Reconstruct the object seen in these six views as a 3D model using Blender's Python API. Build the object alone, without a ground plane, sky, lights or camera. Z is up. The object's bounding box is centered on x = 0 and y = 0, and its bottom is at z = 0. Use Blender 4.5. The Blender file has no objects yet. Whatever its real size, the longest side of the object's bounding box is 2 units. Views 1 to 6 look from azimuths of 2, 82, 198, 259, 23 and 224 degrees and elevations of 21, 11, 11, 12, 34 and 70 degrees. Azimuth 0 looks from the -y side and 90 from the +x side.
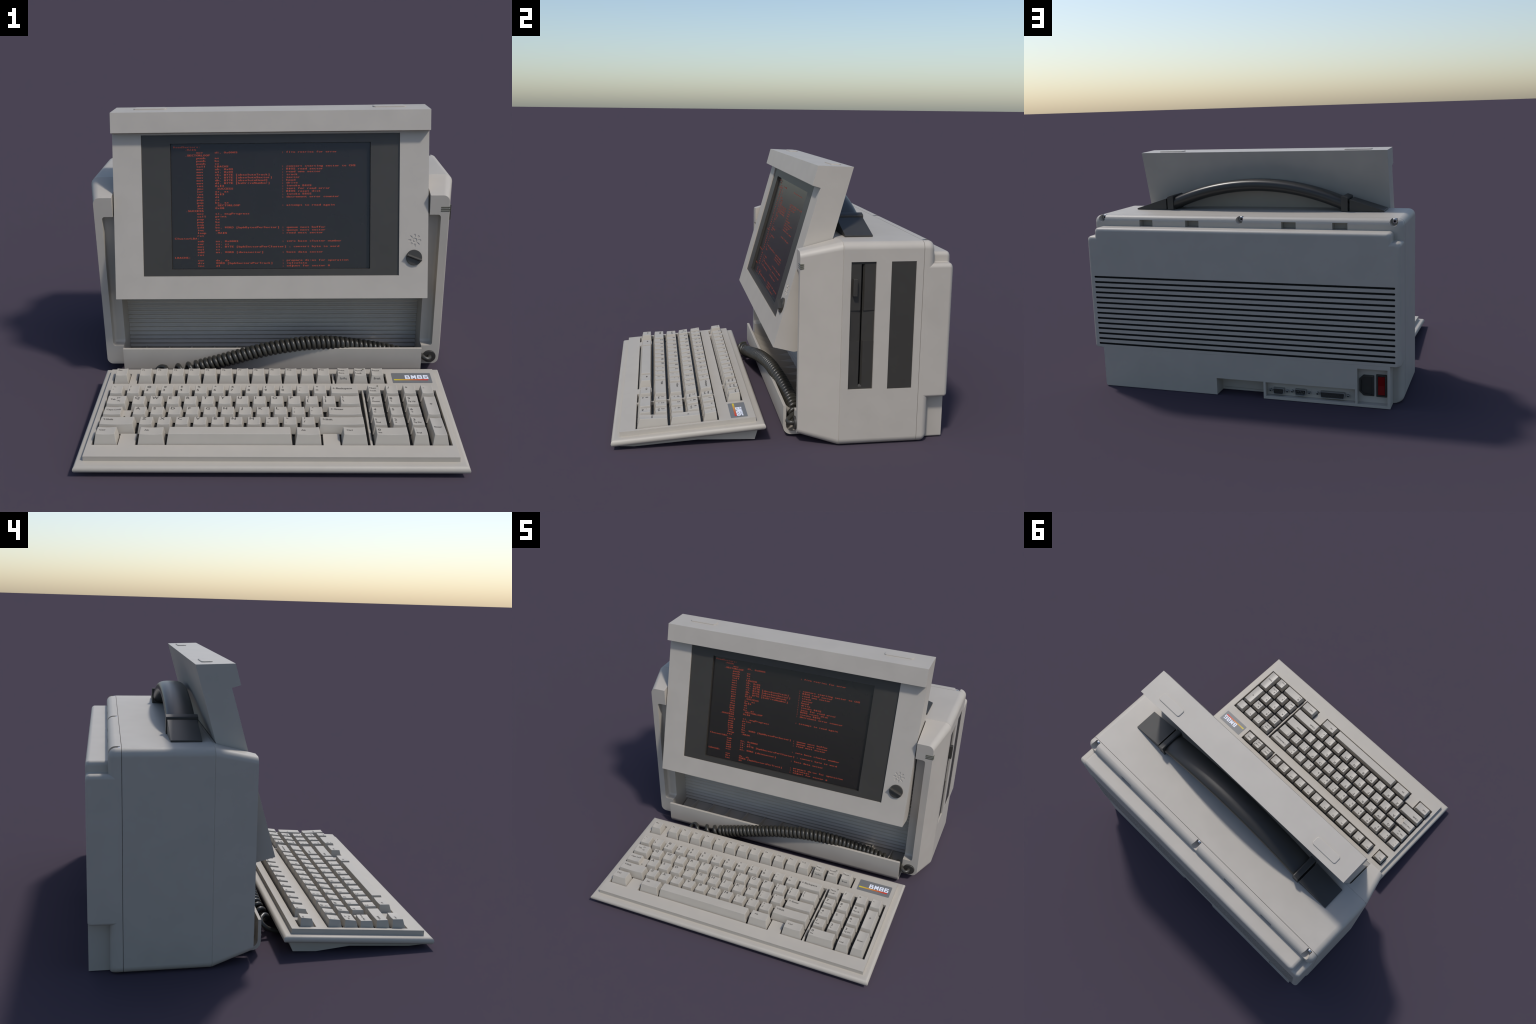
"""Luggable portable computer with a tilted plasma display, and its keyboard on a coiled cord.

Units are metres, z up, the front looks along -y.  Everything is built from
profiles, lofts, boxes and boolean cuts with the sizes given below.
"""
import bpy, bmesh, math, random
from mathutils import Vector, Matrix

random.seed(7)
XC = -0.0095                       # plane of symmetry of the computer
COLL = bpy.context.scene.collection

# ------------------------------------------------------------------ materials


def material(name, color, rough=0.55, grain=0.05, grain_scale=9.0, speckle=0.0, bump=0.0,
             bump_scale=900.0, metallic=0.0, coat=0.0, specular=0.5):
    """Plain plastic or metal: base colour with soft blotches, optional fine speckle and grain."""
    m = bpy.data.materials.new(name)
    m.use_nodes = True
    nt = m.node_tree
    b = nt.nodes["Principled BSDF"]
    b.inputs["Roughness"].default_value = rough
    b.inputs["Metallic"].default_value = metallic
    b.inputs["Coat Weight"].default_value = coat
    b.inputs["Specular IOR Level"].default_value = specular
    tc = nt.nodes.new("ShaderNodeTexCoord")
    n = nt.nodes.new("ShaderNodeTexNoise")
    n.inputs["Scale"].default_value = grain_scale
    n.inputs["Detail"].default_value = 4.0
    nt.links.new(tc.outputs["Object"], n.inputs["Vector"])
    r = nt.nodes.new("ShaderNodeValToRGB")
    r.color_ramp.elements[0].position = 0.30
    r.color_ramp.elements[1].position = 0.70
    lo = [c * (1 - grain) for c in color]
    hi = [c * (1 + grain) for c in color]
    r.color_ramp.elements[0].color = (*lo, 1)
    r.color_ramp.elements[1].color = (*hi, 1)
    nt.links.new(n.outputs["Fac"], r.inputs["Fac"])
    out = r.outputs["Color"]
    if speckle:
        n2 = nt.nodes.new("ShaderNodeTexNoise")
        n2.inputs["Scale"].default_value = 420.0
        n2.inputs["Detail"].default_value = 2.0
        nt.links.new(tc.outputs["Object"], n2.inputs["Vector"])
        mp = nt.nodes.new("ShaderNodeMapRange")
        mp.inputs["From Min"].default_value = 0.3
        mp.inputs["From Max"].default_value = 0.7
        mp.inputs["To Min"].default_value = 1 - speckle
        mp.inputs["To Max"].default_value = 1 + speckle
        nt.links.new(n2.outputs["Fac"], mp.inputs["Value"])
        mx = nt.nodes.new("ShaderNodeMix")
        mx.data_type = "RGBA"
        mx.blend_type = "MULTIPLY"
        mx.inputs["Factor"].default_value = 1.0
        nt.links.new(out, mx.inputs["A"])
        nt.links.new(mp.outputs["Result"], mx.inputs["B"])
        out = mx.outputs["Result"]
    nt.links.new(out, b.inputs["Base Color"])
    if bump:
        n3 = nt.nodes.new("ShaderNodeTexNoise")
        n3.inputs["Scale"].default_value = bump_scale
        nt.links.new(tc.outputs["Object"], n3.inputs["Vector"])
        bp = nt.nodes.new("ShaderNodeBump")
        bp.inputs["Strength"].default_value = bump
        bp.inputs["Distance"].default_value = 0.001
        nt.links.new(n3.outputs["Fac"], bp.inputs["Height"])
        nt.links.new(bp.outputs["Normal"], b.inputs["Normal"])
    return m


CASE = material("case_plastic", (0.456, 0.416, 0.362), 0.50, 0.03, 7.0, 0.015, 0.03)
KEYPLATE = material("keyboard_plastic", (0.451, 0.411, 0.352), 0.50, 0.025, 7.0, 0.015, 0.03)
KEYCAP = material("keycap_plastic", (0.449, 0.411, 0.353), 0.45, 0.02, 12.0, 0.01)
LEGEND = material("legend_ink", (0.105, 0.097, 0.086), 0.6, 0.05)
BEZEL = material("bezel_plastic", (0.044, 0.0398, 0.0335), 0.42, 0.06, 8.0)
GLASS = material("screen_glass", (0.0160, 0.0135, 0.0125), 0.25, 0.05, 5.0)
SCREENTEXT = material("plasma_text", (0.480, 0.066, 0.026), 0.5, 0.03)  # plasma glow is only an orange-red base colour, no emission
BLACK = material("black_plastic", (0.038, 0.035, 0.0305), 0.42, 0.08, 9.0, 0.03)
HANDLE = material("handle_rubber", (0.033, 0.0305, 0.0265), 0.36, 0.06, 9.0)
DRIVE = material("drive_plastic", (0.0395, 0.0360, 0.0305), 0.5, 0.06, 12.0)
CORD = material("cord_rubber", (0.037, 0.0345, 0.0285), 0.34, 0.06, 12.0)
VOID = material("slot_shadow_paint", (0.010, 0.010, 0.010), 0.8, 0.02)  # near-black coat paints deep shadow inside grooves, slots and holes
STEEL = material("bright_steel", (0.60, 0.60, 0.60), 0.22, 0.04, 20.0, metallic=1.0)
TIN = material("connector_metal", (0.40, 0.395, 0.375), 0.42, 0.05, 20.0, metallic=0.6)
RED = material("red_rocker", (0.200, 0.0025, 0.0035), 0.35, 0.03, specular=0.25)
LAMP = material("lamp_lens", (0.120, 0.116, 0.082), 0.25, 0.05, 20.0, coat=0.5)
BADGE = material("badge_grey", (0.170, 0.172, 0.172), 0.45, 0.03)
WHITE = material("badge_white", (0.82, 0.84, 0.92), 0.5, 0.02)


def stripe_material(x0, x1):
    m = bpy.data.materials.new("badge_stripe")
    m.use_nodes = True
    nt = m.node_tree
    b = nt.nodes["Principled BSDF"]
    b.inputs["Roughness"].default_value = 0.5
    tc = nt.nodes.new("ShaderNodeTexCoord")
    sp = nt.nodes.new("ShaderNodeSeparateXYZ")
    mp = nt.nodes.new("ShaderNodeMapRange")
    mp.inputs["From Min"].default_value = x0
    mp.inputs["From Max"].default_value = x1
    r = nt.nodes.new("ShaderNodeValToRGB")
    e = r.color_ramp.elements
    e[0].color = (0.66, 0.56, 0.03, 1)
    e[1].color = (0.60, 0.025, 0.02, 1)
    k = e.new(0.35)
    k.color = (0.60, 0.29, 0.04, 1)
    k = e.new(0.62)
    k.color = (0.58, 0.13, 0.03, 1)
    nt.links.new(tc.outputs["Object"], sp.inputs[0])
    nt.links.new(sp.outputs["X"], mp.inputs["Value"])
    nt.links.new(mp.outputs["Result"], r.inputs["Fac"])
    nt.links.new(r.outputs["Color"], b.inputs["Base Color"])
    return m


# ------------------------------------------------------------------ helpers


def link(o, parent=None):
    COLL.objects.link(o)
    if parent is not None:
        o.parent = parent
        base = parent
        while base.parent is not None:
            base = base.parent
        if parent is base:
            o.location = -Vector(base.location)
    return o


def new_obj(name, verts, faces, mat, parent=None, smooth=None):
    me = bpy.data.meshes.new(name)
    me.from_pydata([tuple(v) for v in verts], [], faces)
    me.validate()
    bm = bmesh.new()
    bm.from_mesh(me)
    bmesh.ops.recalc_face_normals(bm, faces=bm.faces)
    bm.to_mesh(me)
    bm.free()
    return mesh_obj(name, me, mat, parent, smooth)


def mesh_obj(name, me, mat, parent=None, smooth=None):
    me.materials.clear()
    for m in (mat if isinstance(mat, (list, tuple)) else [mat]):
        me.materials.append(m)
    o = bpy.data.objects.new(name, me)
    link(o, parent)
    if smooth is not None:
        shade(o, smooth)
    return o


def shade(o, angle):
    """Smooth shading with sharp edges above the angle, normals weighted by face area so flats stay flat."""
    me = o.data
    me.polygons.foreach_set("use_smooth", [True] * len(me.polygons))
    me.set_sharp_from_angle(angle=math.radians(angle))
    if "weighted" not in o.modifiers:
        w = o.modifiers.new("weighted", "WEIGHTED_NORMAL")
        w.keep_sharp = True
        w.weight = 80


def box_mesh(lo, hi, bevel=0.0, seg=3, M=None):
    bm = bmesh.new()
    bmesh.ops.create_cube(bm, size=1.0)
    for v in bm.verts:
        v.co = Vector([(lo[i] + hi[i]) / 2 + v.co[i] * (hi[i] - lo[i]) for i in range(3)])
    if bevel:
        bmesh.ops.bevel(bm, geom=list(bm.edges), offset=bevel, segments=seg, profile=0.5, affect="EDGES", clamp_overlap=True)
    if M is not None:
        bmesh.ops.transform(bm, matrix=M, verts=bm.verts)
    me = bpy.data.meshes.new("box")
    bm.to_mesh(me)
    bm.free()
    return me


def box(name, lo, hi, mat, parent=None, bevel=0.0, seg=3, M=None):
    return mesh_obj(name, box_mesh(lo, hi, bevel, seg, M), mat, parent, 40 if bevel else None)


def fillet(points, seg=5):
    """Polygon [(a, b, radius)] -> points with rounded corners (either turn direction)."""
    out, n = [], len(points)
    for i in range(n):
        p = Vector(points[i][:2])
        r = points[i][2] if len(points[i]) > 2 else 0.0
        if r <= 0:
            out.append(p)
            continue
        a = (Vector(points[i - 1][:2]) - p).normalized()
        b = (Vector(points[(i + 1) % n][:2]) - p).normalized()
        half = a.angle(b) / 2
        d = r / math.tan(half)
        c = p + (a + b).normalized() * (r / math.sin(half))
        s, e = p + a * d - c, p + b * d - c
        ang = s.angle_signed(e)
        for k in range(seg + 1):
            t = -ang * k / seg
            out.append(c + Vector((s.x * math.cos(t) - s.y * math.sin(t), s.x * math.sin(t) + s.y * math.cos(t))))
    return out


def prism(name, outline, axis, a, b, mat, parent=None, smooth=40, M=None):
    """Extrude a 2D outline along axis 'x', 'y' or 'z' from a to b (or through matrix M, axis z)."""
    def place(p, t):
        if axis == "x":
            return Vector((t, p[0], p[1]))
        if axis == "y":
            return Vector((p[0], t, p[1]))
        return Vector((p[0], p[1], t))
    n = len(outline)
    vs = [place(p, a) for p in outline] + [place(p, b) for p in outline]
    if M is not None:
        vs = [M @ v for v in vs]
    fs = [list(range(n)), list(range(n, 2 * n))] + [[i, (i + 1) % n, n + (i + 1) % n, n + i] for i in range(n)]
    return new_obj(name, vs, fs, mat, parent, smooth)


def loft(name, rings, mat, parent=None, smooth=40, closed_ends=True):
    n = len(rings[0])
    vs = [p for r in rings for p in r]
    fs = []
    for k in range(len(rings) - 1):
        for i in range(n):
            j = (i + 1) % n
            fs.append([k * n + i, k * n + j, (k + 1) * n + j, (k + 1) * n + i])
    if closed_ends:
        fs.append(list(range(n)))
        fs.append(list(range((len(rings) - 1) * n, len(rings) * n)))
    return new_obj(name, vs, fs, mat, parent, smooth)


def cylinder_mesh(r, h, seg=40, bevel=0.0, M=None):
    bm = bmesh.new()
    bmesh.ops.create_cone(bm, cap_ends=True, segments=seg, radius1=r, radius2=r, depth=h)
    bmesh.ops.translate(bm, verts=bm.verts, vec=(0, 0, h / 2))
    if bevel:
        es = [e for e in bm.edges if all(v.co.z > h - 1e-6 for v in e.verts)]
        bmesh.ops.bevel(bm, geom=es, offset=bevel, segments=3, profile=0.5, affect="EDGES")
    if M is not None:
        bmesh.ops.transform(bm, matrix=M, verts=bm.verts)
    me = bpy.data.meshes.new("cylinder")
    bm.to_mesh(me)
    bm.free()
    return me


def axis_matrix(center, z_dir, x_hint=(1, 0, 0)):
    z = Vector(z_dir).normalized()
    x = Vector(x_hint)
    x = (x - z * x.dot(z)).normalized()
    y = z.cross(x)
    m = Matrix((x, y, z)).transposed().to_4x4()
    m.translation = Vector(center)
    return m


def join_meshes(meshes):
    bm = bmesh.new()
    for me in meshes:
        bm.from_mesh(me)
    out = bpy.data.meshes.new("joined")
    bm.to_mesh(out)
    bm.free()
    return out


def cut(o, cutters, angle=35):
    """Boolean difference of o with every cutter mesh; the cutters' materials come along."""
    o.modifiers.clear()
    for me in cutters:
        c = bpy.data.objects.new("cutter", me)
        COLL.objects.link(c)
        c.matrix_world = o.matrix_basis if o.parent is None else o.parent.matrix_world @ o.matrix_basis
        if o.parent is not None:
            c.matrix_world = Matrix.Translation(o.parent.location + o.location)
        md = o.modifiers.new("cut", "BOOLEAN")
        md.operation = "DIFFERENCE"
        md.solver = "EXACT"
        md.object = c
        md.material_mode = "TRANSFER"
        bpy.context.view_layer.update()
        dg = bpy.context.evaluated_depsgraph_get()
        res = bpy.data.meshes.new_from_object(o.evaluated_get(dg), preserve_all_data_layers=True, depsgraph=dg)
        o.modifiers.clear()
        old = o.data
        o.data = res
        res.name = o.name
        bpy.data.meshes.remove(old)
        bpy.data.objects.remove(c)
    bm = bmesh.new()
    bm.from_mesh(o.data)
    bmesh.ops.remove_doubles(bm, verts=bm.verts, dist=1e-5)
    bmesh.ops.dissolve_degenerate(bm, edges=bm.edges, dist=1e-5)
    bm.to_mesh(o.data)
    bm.free()
    if angle:
        shade(o, angle)


def with_mat(me, mat):
    me.materials.clear()
    me.materials.append(mat)
    return me


def bevel_edges(o, width, seg=2, angle=30):
    o.modifiers.clear()
    md = o.modifiers.new("bevel", "BEVEL")
    md.width = width
    md.segments = seg
    md.limit_method = "ANGLE"
    md.angle_limit = math.radians(angle)
    md.harden_normals = False
    bpy.context.view_layer.update()
    dg = bpy.context.evaluated_depsgraph_get()
    res = bpy.data.meshes.new_from_object(o.evaluated_get(dg), preserve_all_data_layers=True, depsgraph=dg)
    o.modifiers.clear()
    o.data = res
    shade(o, 40)


def tube(name, pts, radius, mat, parent=None, res=10):
    """Round wire through a list of points (parallel transport frames)."""
    rings, n = [], len(pts)
    t0 = (pts[1] - pts[0]).normalized()
    nrm = t0.orthogonal().normalized()
    prev = t0
    for i in range(n):
        t = (pts[min(i + 1, n - 1)] - pts[max(i - 1, 0)]).normalized()
        q = prev.rotation_difference(t)
        nrm = q @ nrm
        nrm = (nrm - t * nrm.dot(t)).normalized()
        b = t.cross(nrm)
        prev = t
        rings.append([pts[i] + (nrm * math.cos(2 * math.pi * k / res) + b * math.sin(2 * math.pi * k / res)) * radius for k in range(res)])
    return loft(name, rings, mat, parent, 60)


def catmull(pts, per=12):
    out = []
    P = [pts[0]] + list(pts) + [pts[-1]]
    for i in range(1, len(P) - 2):
        for k in range(per):
            t = k / per
            a, b, c, d = P[i - 1], P[i], P[i + 1], P[i + 2]
            out.append(0.5 * ((2 * b) + (c - a) * t + (2 * a - 5 * b + 4 * c - d) * t * t + (3 * b - a - 3 * c + d) * t ** 3))
    out.append(pts[-1].copy())
    return out


def text_mesh(s, size=1.0, bold=0.0):
    cu = bpy.data.curves.new("glyphs", "FONT")
    cu.body = s
    cu.size = size
    cu.offset = bold
    cu.resolution_u = 2
    cu.fill_mode = "FRONT"
    o = bpy.data.objects.new("glyphs", cu)
    COLL.objects.link(o)
    bpy.context.view_layer.update()
    dg = bpy.context.evaluated_depsgraph_get()
    me = bpy.data.meshes.new_from_object(o.evaluated_get(dg))
    bpy.data.objects.remove(o)
    bpy.data.curves.remove(cu)
    return me


def group(name, location, label, category):
    e = bpy.data.objects.new(name, None)
    e.empty_display_size = 0.1
    e.location = location
    COLL.objects.link(e)
    e["label"] = label
    e["category"] = category
    return e


def arc_rect(hw, z0, z1, y, r, seg=6, cx=XC, rt=None):
    """Rounded rectangle ring in the XZ plane at depth y."""
    rt = r if rt is None else rt
    ring = fillet([(cx - hw, z0, r), (cx + hw, z0, r), (cx + hw, z1, rt), (cx - hw, z1, rt)], seg)
    return [Vector((p[0], y, p[1])) for p in ring]


# ================================================================== COMPUTER
computer = group("portable_computer", (XC, 0.48, 0.0), "beige luggable computer with tilted orange text screen", "portable computer")
bpy.context.view_layer.update()

W = 0.9905                    # half width of the case
TOP = 1.0980
FRONT_Y, BEND_Y, SEAM_Y, COVER_Y, BACK_Y = 0.086, 0.300, 0.7245, 0.787, 0.8892

# ---- main case: lofted shell, tapered towards the front
case = loft("main_case", [
    arc_rect(0.9385, 0.056, 1.0425, FRONT_Y, 0.034),
    arc_rect(W - 0.0005, 0.0006, TOP - 0.0006, BEND_Y - 0.0020, 0.040),
    arc_rect(W - 0.0018, 0.0016, TOP - 0.0016, BEND_Y - 0.0008, 0.040),
    arc_rect(W - 0.0018, 0.0016, TOP - 0.0016, BEND_Y + 0.0002, 0.040),
    arc_rect(W, 0.0, TOP, BEND_Y + 0.0014, 0.040),
    arc_rect(W, 0.0, TOP, SEAM_Y, 0.040)], CASE, computer, 25)

INNER = 0.8390                # half width between the two front arms
CAV_Y = 0.281
cav = with_mat(box_mesh((XC - INNER, -0.2, -0.5), (XC + INNER, CAV_Y, 2.0)), CASE)
pockets = []
for s in (-1, 1):
    xs = sorted((XC + s * (INNER - 0.05), XC + s * 0.8985))
    me = bpy.data.meshes.new("pocket")
    bm = bmesh.new()
    bmesh.ops.create_cube(bm, size=1.0)
    for v in bm.verts:
        v.co = Vector(((xs[0] + xs[1]) / 2 + v.co.x * (xs[1] - xs[0]),
                       0.0 + (v.co.y + 0.5) * 0.140,
                       0.166 + (v.co.z + 0.5) * 0.774))
        if v.co.y > 0.1:      # moulding draft
            v.co.z += 0.004 if v.co.z < 0.5 else -0.004
    outer = [e for e in bm.edges if all(abs(v.co.x - (XC + s * 0.8985)) < 1e-5 for v in e.verts) and abs(e.verts[0].co.y - e.verts[1].co.y) > 0.05]
    back = [e for e in bm.edges if all(v.co.y > 0.1 for v in e.verts) and not all(abs(v.co.x - (XC + s * (INNER - 0.05))) < 1e-5 for v in e.verts)]
    bmesh.ops.bevel(bm, geom=outer + back, offset=0.016, segments=4, profile=0.5, affect="EDGES")
    bm.to_mesh(me)
    bm.free()
    pockets.append(with_mat(me, CASE))

XR = XC + W                   # right hand side plane
BAY_A = (0.3412, 0.4730, 0.3137, 0.9965)
BAY_B = (0.5535, 0.6860, 0.3112, 0.9960)
bays = [with_mat(box_mesh((XR - 0.110, b[0], b[2]), (XR + 0.1, b[1], b[3])), CASE) for b in (BAY_A, BAY_B)]
cut(case, [cav] + pockets + bays, 25)

# ---- rear cover: rounded back shell, stepped panel, connector block
rings = [arc_rect(W - 0.0008, 0.0, TOP, SEAM_Y + 0.0022, 0.040)]
for k in range(7):
    a = math.pi / 2 * k / 6
    d = 0.036 * (1 - math.cos(a))
    ring = arc_rect(W - d, d, TOP - d, COVER_Y - 0.036 + 0.036 * math.sin(a), 0.040 - 0.5 * d)
    for p in ring:                                # the lower edge is only rounded on the right hand side
        if p.z < 0.2 and p.x < XC:
            p.z -= d * (1 - (p.z - d) / 0.2)
    rings.append(ring)
cover = loft("rear_cover", rings, CASE, computer, 30)

screws_x = [XC - 0.9345, XC, XC + 0.9345]
SZ = 1.0815
holes = [with_mat(cylinder_mesh(0.0235, 0.3, 32, 0, axis_matrix((x, 0.7315, SZ), (0, 1, 0))), CASE) for x in screws_x]
slots = [with_mat(box_mesh((x - 0.0450, 0.7295, 1.010), (x + 0.0450, 0.9, 1.0735)), CASE) for x in (XC - 0.6215, XC - 0.3105, XC + 0.3108, XC + 0.6225)]
cut(cover, holes + slots, 30)

UP, SHO, LOWZ = 0.9365, 0.9795, 0.2525


def panel_outline(d):
    pts = [(XC - W + d, LOWZ + 0.3 * d, 0.016), (XC + W - d, LOWZ + 0.3 * d, 0.016), (XC + W - d, SHO - d, 0.022), (XC + UP - d, SHO - d, 0.004),
           (XC + UP - d, 1.033 - d, 0.022), (XC - UP + d, 1.033 - d, 0.022), (XC - UP + d, SHO - d, 0.004), (XC - W + d, SHO - d, 0.022)]
    return fillet(pts, 5)


prings = [[Vector((p[0], 0.740, p[1])) for p in panel_outline(0.0)]]
for k in range(7):
    a = math.pi / 2 * k / 6
    d = 0.022 * (1 - math.cos(a))
    y = BACK_Y - 0.022 + 0.022 * math.sin(a)
    prings.append([Vector((p[0], y, p[1])) for p in panel_outline(d)])
panel = loft("vent_panel", prings, CASE, computer, 35)

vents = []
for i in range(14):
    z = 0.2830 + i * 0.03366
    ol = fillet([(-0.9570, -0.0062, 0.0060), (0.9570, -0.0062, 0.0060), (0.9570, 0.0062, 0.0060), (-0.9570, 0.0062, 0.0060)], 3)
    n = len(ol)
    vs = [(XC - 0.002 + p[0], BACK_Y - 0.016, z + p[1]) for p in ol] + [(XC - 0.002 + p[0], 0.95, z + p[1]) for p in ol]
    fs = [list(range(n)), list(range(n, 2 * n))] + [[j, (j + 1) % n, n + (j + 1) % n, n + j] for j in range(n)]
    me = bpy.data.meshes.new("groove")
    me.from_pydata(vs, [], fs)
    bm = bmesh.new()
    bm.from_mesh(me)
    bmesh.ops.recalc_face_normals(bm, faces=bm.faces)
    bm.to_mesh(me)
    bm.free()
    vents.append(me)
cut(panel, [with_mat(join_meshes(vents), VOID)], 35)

# connector block under the panel, with the cable notch and the two port wells
BL, BR = -0.9380, 0.9165
block = prism("connector_block", fillet([(BL, 0.0), (BR, 0.0, 0.013), (BR, LOWZ + 0.02), (BL, LOWZ + 0.02)], 5), "y", 0.760, BACK_Y - 0.0006, CASE, computer, 35)
WELL_Y = 0.845
PORT_Y = 0.8490
cut(block, [with_mat(box_mesh((-0.1630, 0.7845, -0.1), (0.1417, 1.0, 0.1065)), CASE),
            with_mat(box_mesh((-0.7300, PORT_Y, 0.0176), (-0.1770, 1.0, 0.1050)), CASE),
            with_mat(box_mesh((-0.9220, WELL_Y, 0.0162), (-0.7443, 1.0, 0.2335)), CASE)], 35)

for x in screws_x:
    s = mesh_obj("screw", cylinder_mesh(0.0165, 0.012, 28, 0.005, axis_matrix((x, 0.7312, SZ), (0, 1, 0))), STEEL, computer, 50)
    cut(s, [with_mat(cylinder_mesh(0.007, 0.02, 6, 0, axis_matrix((x, 0.738, SZ), (0, 1, 0))), VOID)], 40)


# ---- serial, video and printer sockets
def d_outline(w, h, slant):
    return fillet([(-w + slant, -h, 0.006), (w - slant, -h, 0.006), (w, h, 0.006), (-w, h, 0.006)], 4)


def d_socket(name, cx, cz, w, parent, pins):
    h = 0.0195
    M = axis_matrix((cx, PORT_Y, cz), (0, 1, 0), (-1, 0, 0))
    base = prism(name, fillet([(-w - 0.027, -0.0215, 0.004), (w + 0.027, -0.0215, 0.004), (w + 0.027, 0.0215, 0.004), (-w - 0.027, 0.0215, 0.004)], 3), "z", -0.002, 0.0015, CASE, parent, 40, M)
    o, i = d_outline(w, h, 0.006), d_outline(w - 0.0035, h - 0.0035, 0.006)
    n = len(o)
    vs = []
    for ring, z in ((o, 0.0), (o, 0.0260), (i, 0.0260), (i, 0.0100)):
        vs += [M @ Vector((p[0], p[1], z)) for p in ring]
    fs = []
    for k in range(3):
        for a in range(n):
            fs.append([k * n + a, k * n + (a + 1) % n, (k + 1) * n + (a + 1) % n, (k + 1) * n + a])
    fs.append(list(range(n)))
    fs.append(list(range(3 * n, 4 * n)))
    shell = new_obj("connector_shell", vs, fs, TIN, parent, 40)
    ins = prism("contact_insert", d_outline(w - 0.0042, h - 0.0042, 0.006), "z", 0.006, 0.0235 if pins == "female" else 0.0110, BLACK, parent, 40, M)
    if pins == "male":
        pm = []
        for r, cnt in ((0.0055, 5), (-0.0055, 4)):
            for c in range(cnt):
                pm.append(cylinder_mesh(0.0016, 0.019, 8, 0, M @ Matrix.Translation(((c - (cnt - 1) / 2) * 0.010, r, 0.004))))
        p = mesh_obj("contact_pin", join_meshes(pm), TIN, parent, 40)
        p["kind"] = "stuff"
    else:
        pm = []
        cnt = int(w * 2 / 0.0105)
        for r, k in ((0.0055, cnt), (-0.0055, cnt - 1)):
            for c in range(k):
                pm.append(cylinder_mesh(0.0018, 0.0006, 8, 0, M @ Matrix.Translation(((c - (k - 1) / 2) * 0.0098, r, 0.0232))))
        p = mesh_obj("contact_hole", join_meshes(pm), VOID, parent, 40)
        p["kind"] = "stuff"
    for sx in (-1, 1):
        js = mesh_obj("jack_screw", cylinder_mesh(0.0095, 0.0180, 6, 0.0015, M @ Matrix.Translation((sx * (w + 0.0165), 0, 0.0))), TIN, parent, 30)
        mesh_obj("jack_screw_hole", cylinder_mesh(0.0050, 0.0006, 16, 0, M @ Matrix.Translation((sx * (w + 0.0165), 0, 0.0177))), VOID, parent)
    return base


ports = [("video_socket", -0.2525, 0.0475, 0.0370, "female"), ("serial_socket", -0.3905, 0.0495, 0.0370, "male"), ("printer_socket", -0.5890, 0.0490, 0.0775, "female")]
for nm, cx, cz, w, kind in ports:
    d_socket(nm, cx, cz, w, computer, kind)

# ---- mains inlet and rocker switch
INLET_DEEP = 0.078
M = axis_matrix((-0.7930, WELL_Y, 0.1212), (0, 1, 0), (-1, 0, 0))


def inlet_ring(g):
    hw, hh, ch = 0.0435 - g, 0.0640 - g, 0.0245 - 0.4 * g
    return fillet([(hw, -hh, 0.003), (hw, hh, 0.003), (-hw + ch, hh, 0.004), (-hw, hh - ch, 0.004), (-hw, -hh + ch, 0.004), (-hw + ch, -hh, 0.004)], 3)


o1, o2, o3 = inlet_ring(0.0), inlet_ring(0.002), inlet_ring(0.0105)
hole_pts = [M @ Vector((p[0], p[1], z)) for z in (-INLET_DEEP - 0.002, 0.05) for p in inlet_ring(0.0090)]
n = len(o1)
me = bpy.data.meshes.new("inlet_hole")
me.from_pydata([tuple(p) for p in hole_pts], [], [list(range(n)), list(range(n, 2 * n))] + [[i, (i + 1) % n, n + (i + 1) % n, n + i] for i in range(n)])
bm = bmesh.new()
bm.from_mesh(me)
bmesh.ops.recalc_face_normals(bm, faces=bm.faces)
bm.to_mesh(me)
bm.free()
cut(cover, [with_mat(me.copy(), VOID)], 30)
cut(block, [with_mat(me, VOID)], 35)
rings = [[M @ Vector((p[0], p[1], z)) for p in r] for r, z in ((o1, -0.002), (o1, 0.006), (o2, 0.008), (o3, 0.008), (o3, -INLET_DEEP))]
inlet = loft("mains_inlet", rings, BLACK, computer, 40)
core = prism("inlet_core", fillet([(0.030, -0.042, 0.002), (0.030, 0.042, 0.002), (0.004, 0.042, 0.006), (-0.016, 0.024, 0.006), (-0.016, -0.024, 0.006), (0.004, -0.042, 0.006)], 3), "z", -INLET_DEEP + 0.0005, -0.0560, BLACK, inlet, 40, M)
core.location = (0, 0, 0)
for px, py in ((0.004, 0.026), (-0.006, 0.000), (0.004, -0.026)):
    b = box("inlet_pin", (px - 0.0050, py - 0.0020, -0.058), (px + 0.0050, py + 0.0020, -0.0380), TIN, inlet, 0.001, 2, M)
    b.location = (0, 0, 0)
M = axis_matrix((-0.8805, WELL_Y, 0.1238), (0, 1, 0), (-1, 0, 0))
sw = [fillet([(-a, -b, 0.003), (a, -b, 0.003), (a, b, 0.003), (-a, b, 0.003)], 3) for a, b in ((0.0315, 0.0690), (0.0300, 0.0675), (0.0215, 0.0580))]
rings = [[M @ Vector((p[0], p[1], z)) for p in sw[i]] for i, z in ((0, -0.002), (0, 0.006), (1, 0.008), (2, 0.008), (2, 0.0))]
switch = loft("power_switch", rings, BLACK, computer, 40)
rk = fillet([(-0.0555, 0.0008), (0.0555, 0.0008), (0.0555, 0.0085, 0.002), (0.0000, 0.0065, 0.02), (-0.0555, 0.0120, 0.002)], 4)
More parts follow.
